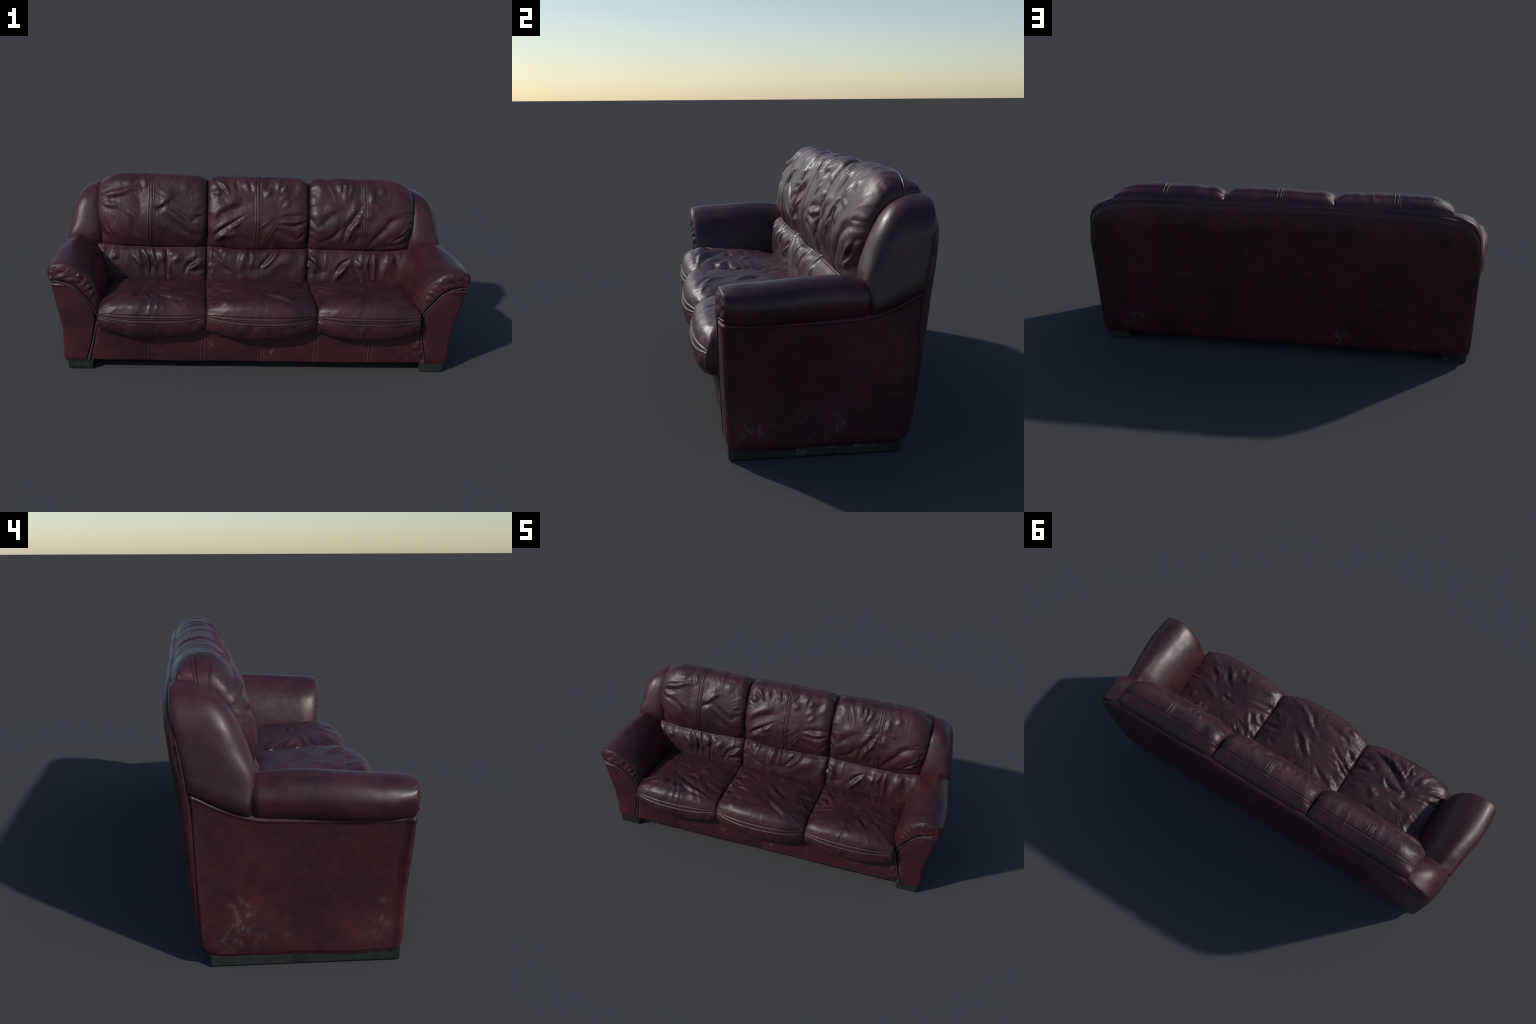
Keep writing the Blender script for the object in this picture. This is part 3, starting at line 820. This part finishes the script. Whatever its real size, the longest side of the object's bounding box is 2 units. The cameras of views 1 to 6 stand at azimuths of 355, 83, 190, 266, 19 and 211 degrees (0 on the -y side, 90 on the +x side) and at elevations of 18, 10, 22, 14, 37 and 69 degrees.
apron = add_grid("front_apron", P, frame_leather, sofa, flip=True)
for x0 in (-0.537, -0.272, 0.0, 0.270, 0.536):
    for side in (-1, 1):
        i = np.argmin(np.abs(X[:, 40] - x0 - 0.0085 * side))
        line = P[i, 8:-8].copy()
        line[:, 0] = x0 + 0.0085 * side + 0.0012 * noise2(line[:, 2] * 30, line[:, 2] * 0 + x0 * 9 + side, 5)
        add_grid("apron_seam", cord(line, 0.0023), piping_leather, apron, wrap_v=True)


def side_panel():
    """Upright padded box under the armrest: front face, flat side and rear edge in one skin."""
    nz = 230
    zs = np.r_[0.0275, 0.0282, np.linspace(0.030, 0.50, nz - 2)]
    loops, rr = [], 0.016
    for z in zs:
        xo_f, xo_r = table(z, FRONT_OUT), table(z, REAR_OUT)
        yf, yr = table(z, FRONT_Y), table(z, REAR_Y)
        xi = table(z, INNER_EDGE)
        inset = 0.008 * (1 - smoothstep(0.0275, 0.042, z))
        if z > 0.446:
            yf += 0.05 * smoothstep(0.446, 0.452, z)
            xi = min(xi, 0.93)
        xi = min(xi, xo_f - 0.03)
        a = np.linspace(0, np.pi / 2, 14)
        rear = np.stack([np.linspace(min(xi, xo_r - 0.05), xo_r - rr, 12, endpoint=False), np.full(12, yr)], 1)
        c1 = np.stack([xo_r - rr + rr * np.sin(a), yr - rr + rr * np.cos(a)], 1)
        ys = np.linspace(yr - rr, yf + rr, 152)[1:-1]
        t = (ys - yr) / (yf - yr)
        side = np.stack([xo_r + (xo_f - xo_r) * t, ys], 1)
        c2 = np.stack([xo_f - rr + rr * np.cos(a), yf + rr - rr * np.sin(a)], 1)
        front = np.stack([np.linspace(xo_f - rr, xi, 72)[1:], np.full(71, yf)], 1)
        fx = np.linspace(0, 1, 71)
        front[:, 1] -= 0.005 * np.sin(np.pi * fx) ** 0.7 - 0.012 * gauss(fx - 1, 0.06)
        loop = np.concatenate([rear, c1, side, c2, front])
        mid = np.array([0.5 * (xo_f + xi), 0.5 * (yf + yr)])
        loop = loop + np.clip((mid - loop) / 0.05, -1, 1) * inset
        loops.append(np.c_[loop, np.full(len(loop), z)])
    P = np.array(loops)
    low = 1 - smoothstep(0.028, 0.085, P[..., 2])
    P[..., 2] += (0.020 * gauss(P[..., 1] - 0.29, 0.035) + 0.013 * gauss(P[..., 1] + 0.285, 0.022) + 0.0022 * noise2(P[..., 1] * 9 + 4, P[..., 0] * 9, 33)) * low
    N = surface_normals(P)
    j = 12 + 14 + 75
    if N[nz // 2, j, 0] < 0:
        N = -N
    X, Y, Z = P[..., 0], P[..., 1], P[..., 2]
    side = smoothstep(0.89, 0.91, X)
    H = 0.0014 * rumple(Y + 4, Z, 7, 31) * side
    d = Z - side_seam(Y)
    H += side * (0.0030 * gauss(d + 0.006, 0.005) - 0.004 * gauss(d - 0.003, 0.004))
    # piped edges: just beside the front and rear corners
    cols = np.arange(P.shape[1])
    dist_front = np.abs(cols - (12 + 14 + 150 + 2))
    dist_rear = np.abs(cols - (12 + 9))
    H += 0.0022 * np.exp(-(dist_front / 2.6) ** 2)[None] - 0.0026 * np.exp(-((dist_front - 7) / 3.0) ** 2)[None] * (cols < 176)[None]
    H += 0.0024 * np.exp(-(dist_rear / 2.6) ** 2)[None]
    P = P + N * H[..., None]
    bottom = P[0].copy()
    bottom[:, 0] = 0.86 + (bottom[:, 0] - 0.86) * 0.05
    bottom[:, 1] *= 0.9
    return np.concatenate([bottom[None], P])


ARM_SECTION = [(0.955, 0.420), (0.972, 0.427), (0.988, 0.442), (0.999, 0.468), (1.000, 0.495), (0.988, 0.524), (0.960, 0.545),
               (0.918, 0.553), (0.868, 0.540), (0.822, 0.508), (0.786, 0.463), (0.761, 0.413), (0.746, 0.362), (0.738, 0.31), (0.738, 0.25)]
CAP_TOP = [(0.974, 0.444), (0.985, 0.462), (0.988, 0.492), (0.977, 0.515), (0.942, 0.527), (0.877, 0.516), (0.828, 0.482), (0.795, 0.436),
           (0.773, 0.374), (0.766, 0.322), (0.765, 0.282)]
CAP_SEAM = [(0.972, 0.442), (0.974, 0.445), (0.960, 0.4475), (0.944, 0.446), (0.918, 0.441), (0.866, 0.416), (0.824, 0.369), (0.788, 0.323),
            (0.773, 0.292), (0.768, 0.278), (0.766, 0.268)]


def front_bow(x):
    """The front of the armrest is bowed: its corners lie a little further back."""
    return 1.3 * (x - 0.885) ** 2


def arm_pad():
    n = 220
    sec, s = curve(ARM_SECTION, n)
    cap, _ = curve(CAP_TOP, n)
    # match the cap outline to the section by the share of the length
    ys = np.r_[0.17, np.linspace(0.165, -0.205, 110), np.linspace(-0.208, -0.292, 44)]
    rows = []
    for y in ys:
        row = sec.copy()
        back = smoothstep(-0.18, 0.17, y)
        row[:, 0] -= (0.038 * back + 0.016 * smoothstep(0.125, 0.155, y)) * smoothstep(0.86, 0.96, row[:, 0])
        row[:, 1] -= 0.013 * smoothstep(0.02, -0.25, y) * smoothstep(0.45, 0.53, row[:, 1])
        k = np.clip((-0.205 - y) / 0.087, 0, 1)
        k = 1 - np.sqrt(1 - k**2)
        row = row + (cap - row) * k
        # the rear end dips a little where it is sewn to the bolster
        row[:, 1] -= 0.010 * smoothstep(0.05, 0.14, y) * smoothstep(0.47, 0.54, row[:, 1])
        rows.append(np.stack([row[:, 0], y + front_bow(row[:, 0]) * smoothstep(-0.16, -0.292, y), row[:, 1]], 1))
    P = np.array(rows)
    N = surface_normals(P)
    if N[60, n // 2, 2] < 0:
        N = -N
    Y, Z = P[..., 1], P[..., 2]
    S = np.broadcast_to(s, Y.shape)
    H = 0.0012 * rumple(Y + 1, S, 6, 41, 2) + 0.00015 * rumple(Y, S, 40, 43, 2)
    
    P = P + N * H[..., None]
    tuck = cap.copy()
    tuck = np.stack([0.88 + (tuck[:, 0] - 0.88) * 0.93, -0.285 + front_bow(tuck[:, 0]), 0.44 + (tuck[:, 1] - 0.44) * 0.93], 1)
    return np.concatenate([P, tuck[None]])


def arm_cap(gain, seed):
    """Pleated band across the front of the armrest, between the pad and the front panel."""
    n, m = 320, 46
    top, _ = curve(CAP_TOP, n)
    seam, _ = curve(CAP_SEAM, n)
    v = np.linspace(0, 1, m)
    A = top[:, None, :] * (1 - v[None, :, None]) + seam[:, None, :] * v[None, :, None]
    wide = np.linalg.norm(top - seam, axis=1)
    bulge = np.minimum(wide * 0.30, 0.008)
    Y = -0.2905 + front_bow(A[..., 0]) - bulge[:, None] * np.sin(np.pi * v[None]) ** 0.6 + 0.010 * smoothstep(0.8, 1.0, v)[None]
    P = np.stack([A[..., 0], Y, A[..., 1]], 2)
    X, Z = P[..., 0], P[..., 2]
    H = fold_height(X, Z, PLEATS, gain)
    H += 0.0016 * rumple(X * 1.5 + seed, Z, 30, seed)
    H *= smoothstep(0.0, 0.12, v)[None] * (1 - smoothstep(0.90, 1.0, v))[None]
    P[..., 1] -= H
    rim = P[:, :1].copy()
    rim[:, :, 1] += 0.012
    end = P[:, -1:].copy()
    end[:, :, 1] += 0.02
    return np.concatenate([rim, P, end], 1)


def wing():
    """Domed bolster at the end of the backrest, standing on the side panel."""
    xo = [(0.40, 0.962), (0.45, 0.961), (0.50, 0.956), (0.58, 0.947), (0.66, 0.934), (0.710, 0.912), (0.742, 0.886), (0.761, 0.855), (0.772, 0.822), (0.776, 0.800)]
    xi = [(0.40, 0.765), (0.60, 0.772), (0.74, 0.782), (0.77, 0.790), (0.776, 0.796)]
    yf = [(0.40, 0.150), (0.44, 0.147), (0.48, 0.139), (0.520, 0.130), (0.545, 0.131), (0.58, 0.138), (0.64, 0.160), (0.70, 0.190), (0.735, 0.221), (0.760, 0.258), (0.772, 0.293), (0.776, 0.316)]
    yr = [(0.40, 0.306), (0.475, 0.310), (0.60, 0.336), (0.70, 0.350), (0.755, 0.352), (0.772, 0.342), (0.776, 0.328)]
    n, m = 200, 180
    a = np.linspace(0, 2 * np.pi, n, endpoint=False)
    v = np.linspace(0, 1, m)
    v = 1 - (1 - v) ** 1.7
    rows = []
    ca, sa = np.cos(a), np.sin(a)
    for t in v:
        # the foot of the bolster follows the slanting seam
        z = np.full(n, 0.40) + (0.776 - 0.40) * t
        for _ in range(2):
            yfz, yrz = table(z, yf), table(z, yr)
            yc = np.where(sa < 0, 0.5 * (yfz + yrz), 0.5 * (yfz + yrz))
            ex = np.where(sa < 0, 2.7 + 4.7 * (1 - smoothstep(0.47, 0.62, z)) * (ca > 0), 9.0)
            y = yc + 0.5 * (yrz - yfz) * np.sign(sa) * np.abs(sa) ** (2 / ex)
            base = side_seam(y) + 0.002
            z = base + (0.776 - base) * t
        xoz, xiz = table(z, xo), table(z, xi)
        x = 0.5 * (xoz + xiz) + 0.5 * (xoz - xiz) * np.sign(ca) * np.abs(ca) ** (2 / ex)
        x = x - 0.012 * smoothstep(0.20, 0.34, y) * (1 - smoothstep(0.62, 0.74, z)) * smoothstep(0.84, 0.93, x)
        x = x + 0.014 * smoothstep(0.22, 0.13, y) * (1 - smoothstep(0.44, 0.52, z)) * smoothstep(0.84, 0.93, x)
        # the foot of the bolster curls in to the seam
        edge = 0.934 + 0.045 * (0.304 - y) / 0.592
        curl = np.sqrt(np.clip(1 - (1 - min(t / 0.17, 1)) ** 2, 0, 1))
        x = np.where(x > edge, edge + (x - edge) * curl, x)
        rows.append(np.stack([x, y, z], 1))
    P = np.array(rows)
    N = surface_normals(P)
    if N[m // 2, 0, 0] < 0:
        N = -N
    H = 0.0014 * rumple(P[..., 1] * 1.2, P[..., 2], 7, 51, 2) + 0.00015 * rumple(P[..., 1], P[..., 2] + P[..., 0], 45, 53, 2)
    H *= 1 - smoothstep(0.73, 0.77, P[..., 2])
    P = P + N * H[..., None]
    tip = P[-1].mean(0)[None, None] + 0 * P[-1:]
    return np.concatenate([P, tip])


panel_shape, pad_shape, wing_shape = side_panel(), arm_pad(), wing()
for mirror in (False, True):
    rest = bpy.data.objects.new("armrest", None)
    bpy.context.scene.collection.objects.link(rest)
    rest.parent = sofa
    add_grid("side_panel", panel_shape, frame_leather, rest, mirror=mirror)
    add_grid("arm_pad", pad_shape, arm_leather, rest, mirror=mirror, flip=True)
    add_grid("pleated_arm_cap", arm_cap(0.5 if mirror else 0.36, 61 if mirror else 67), arm_leather, rest, mirror=mirror, flip=True)
    seam, _ = curve([(x, z) for x, z in CAP_SEAM[2:]] + [(0.772, 0.235), (0.780, 0.19), (0.793, 0.125), (0.808, 0.064), (0.811, 0.047)], 200)
    path = np.stack([seam[:, 0], np.interp(seam[:, 1], [z for z, y in FRONT_Y], [y for z, y in FRONT_Y]) - 0.0042 + 0.016 * smoothstep(0.945, 0.962, seam[:, 0]), seam[:, 1]], 1)
    add_grid("welt_cord", cord(path, 0.0027), piping_leather, rest, wrap_v=True, mirror=mirror)
    add_grid("backrest_wing", wing_shape, arm_leather, sofa, wrap_v=True, mirror=mirror)
    add_box("foot", (0.790, -0.272, 0.0), (0.910, 0.258, 0.072), foot_paint, sofa, taper=0.003, mirror=mirror)

# ------------------------------------------------------------------- back panel
HALF_WIDTH = [(0.044, 0.896), (0.055, 0.905), (0.20, 0.920), (0.40, 0.930), (0.54, 0.934), (0.617, 0.926), (0.68, 0.908), (0.72, 0.882), (0.745, 0.852),
              (0.760, 0.815), (0.770, 0.765), (0.777, 0.68), (0.783, 0.50), (0.787, 0.25), (0.788, 0.05)]
nv, nu = 260, 330
t = np.linspace(0, 1, nv)
zs = 0.044 + (0.788 - 0.044) * (1 - (1 - t) ** 1.8)
rows = []
u = np.sin(np.linspace(-np.pi / 2, np.pi / 2, nu))
for z in zs:
    w = table(z, HALF_WIDTH)
    x = u * w
    top = table(np.abs(x), [(0.0, 0.789), (0.25, 0.788), (0.5, 0.784), (0.68, 0.778), (0.765, 0.770), (0.852, 0.745), (0.908, 0.68), (0.934, 0.54)])
    d = np.minimum((w - np.abs(x)), np.minimum(1.0 * np.maximum(top - z, 0), 1.4 * (z - 0.044)))
    base = table(z, [(0.044, 0.272), (0.075, 0.280), (0.134, 0.287), (0.285, 0.298), (0.45, 0.306), (0.60, 0.330), (0.70, 0.345), (0.788, 0.347)])
    thick = table(z, [(0.044, 0.006), (0.10, 0.009), (0.30, 0.020), (0.45, 0.028), (0.60, 0.022), (0.70, 0.018), (0.788, 0.016)])
    y = base + thick * end_round(d, 0.034) + 0.006 * end_round(d, 0.40)
    rows.append(np.stack([x, y, np.full(nu, z)], 1))
P = np.array(rows)
P[..., 1] += 0.0018 * rumple(P[..., 0], P[..., 2], 5, 71)
rim = P.copy()
outline = np.concatenate([P[:, 0], P[-1, 1:-1], P[::-1, -1], P[0, 1:-1][::-1]])
add_grid("back_panel", P, frame_leather, sofa, flip=True)
inside = outline.copy()
inside[:, 1] -= 0.045
inside[:, 0] *= 0.965
add_grid("back_panel_edge", np.stack([outline, inside]), frame_leather, sofa, wrap_v=True)

# ---------------------------------------------------- inner frame and underside
add_box("inner_frame", (-0.80, -0.255, 0.058), (0.80, 0.270, 0.235), lining, sofa)
add_box("inner_backrest", (-0.79, 0.20, 0.20), (0.79, 0.285, 0.70), lining, sofa)
bpy.context.view_layer.update()
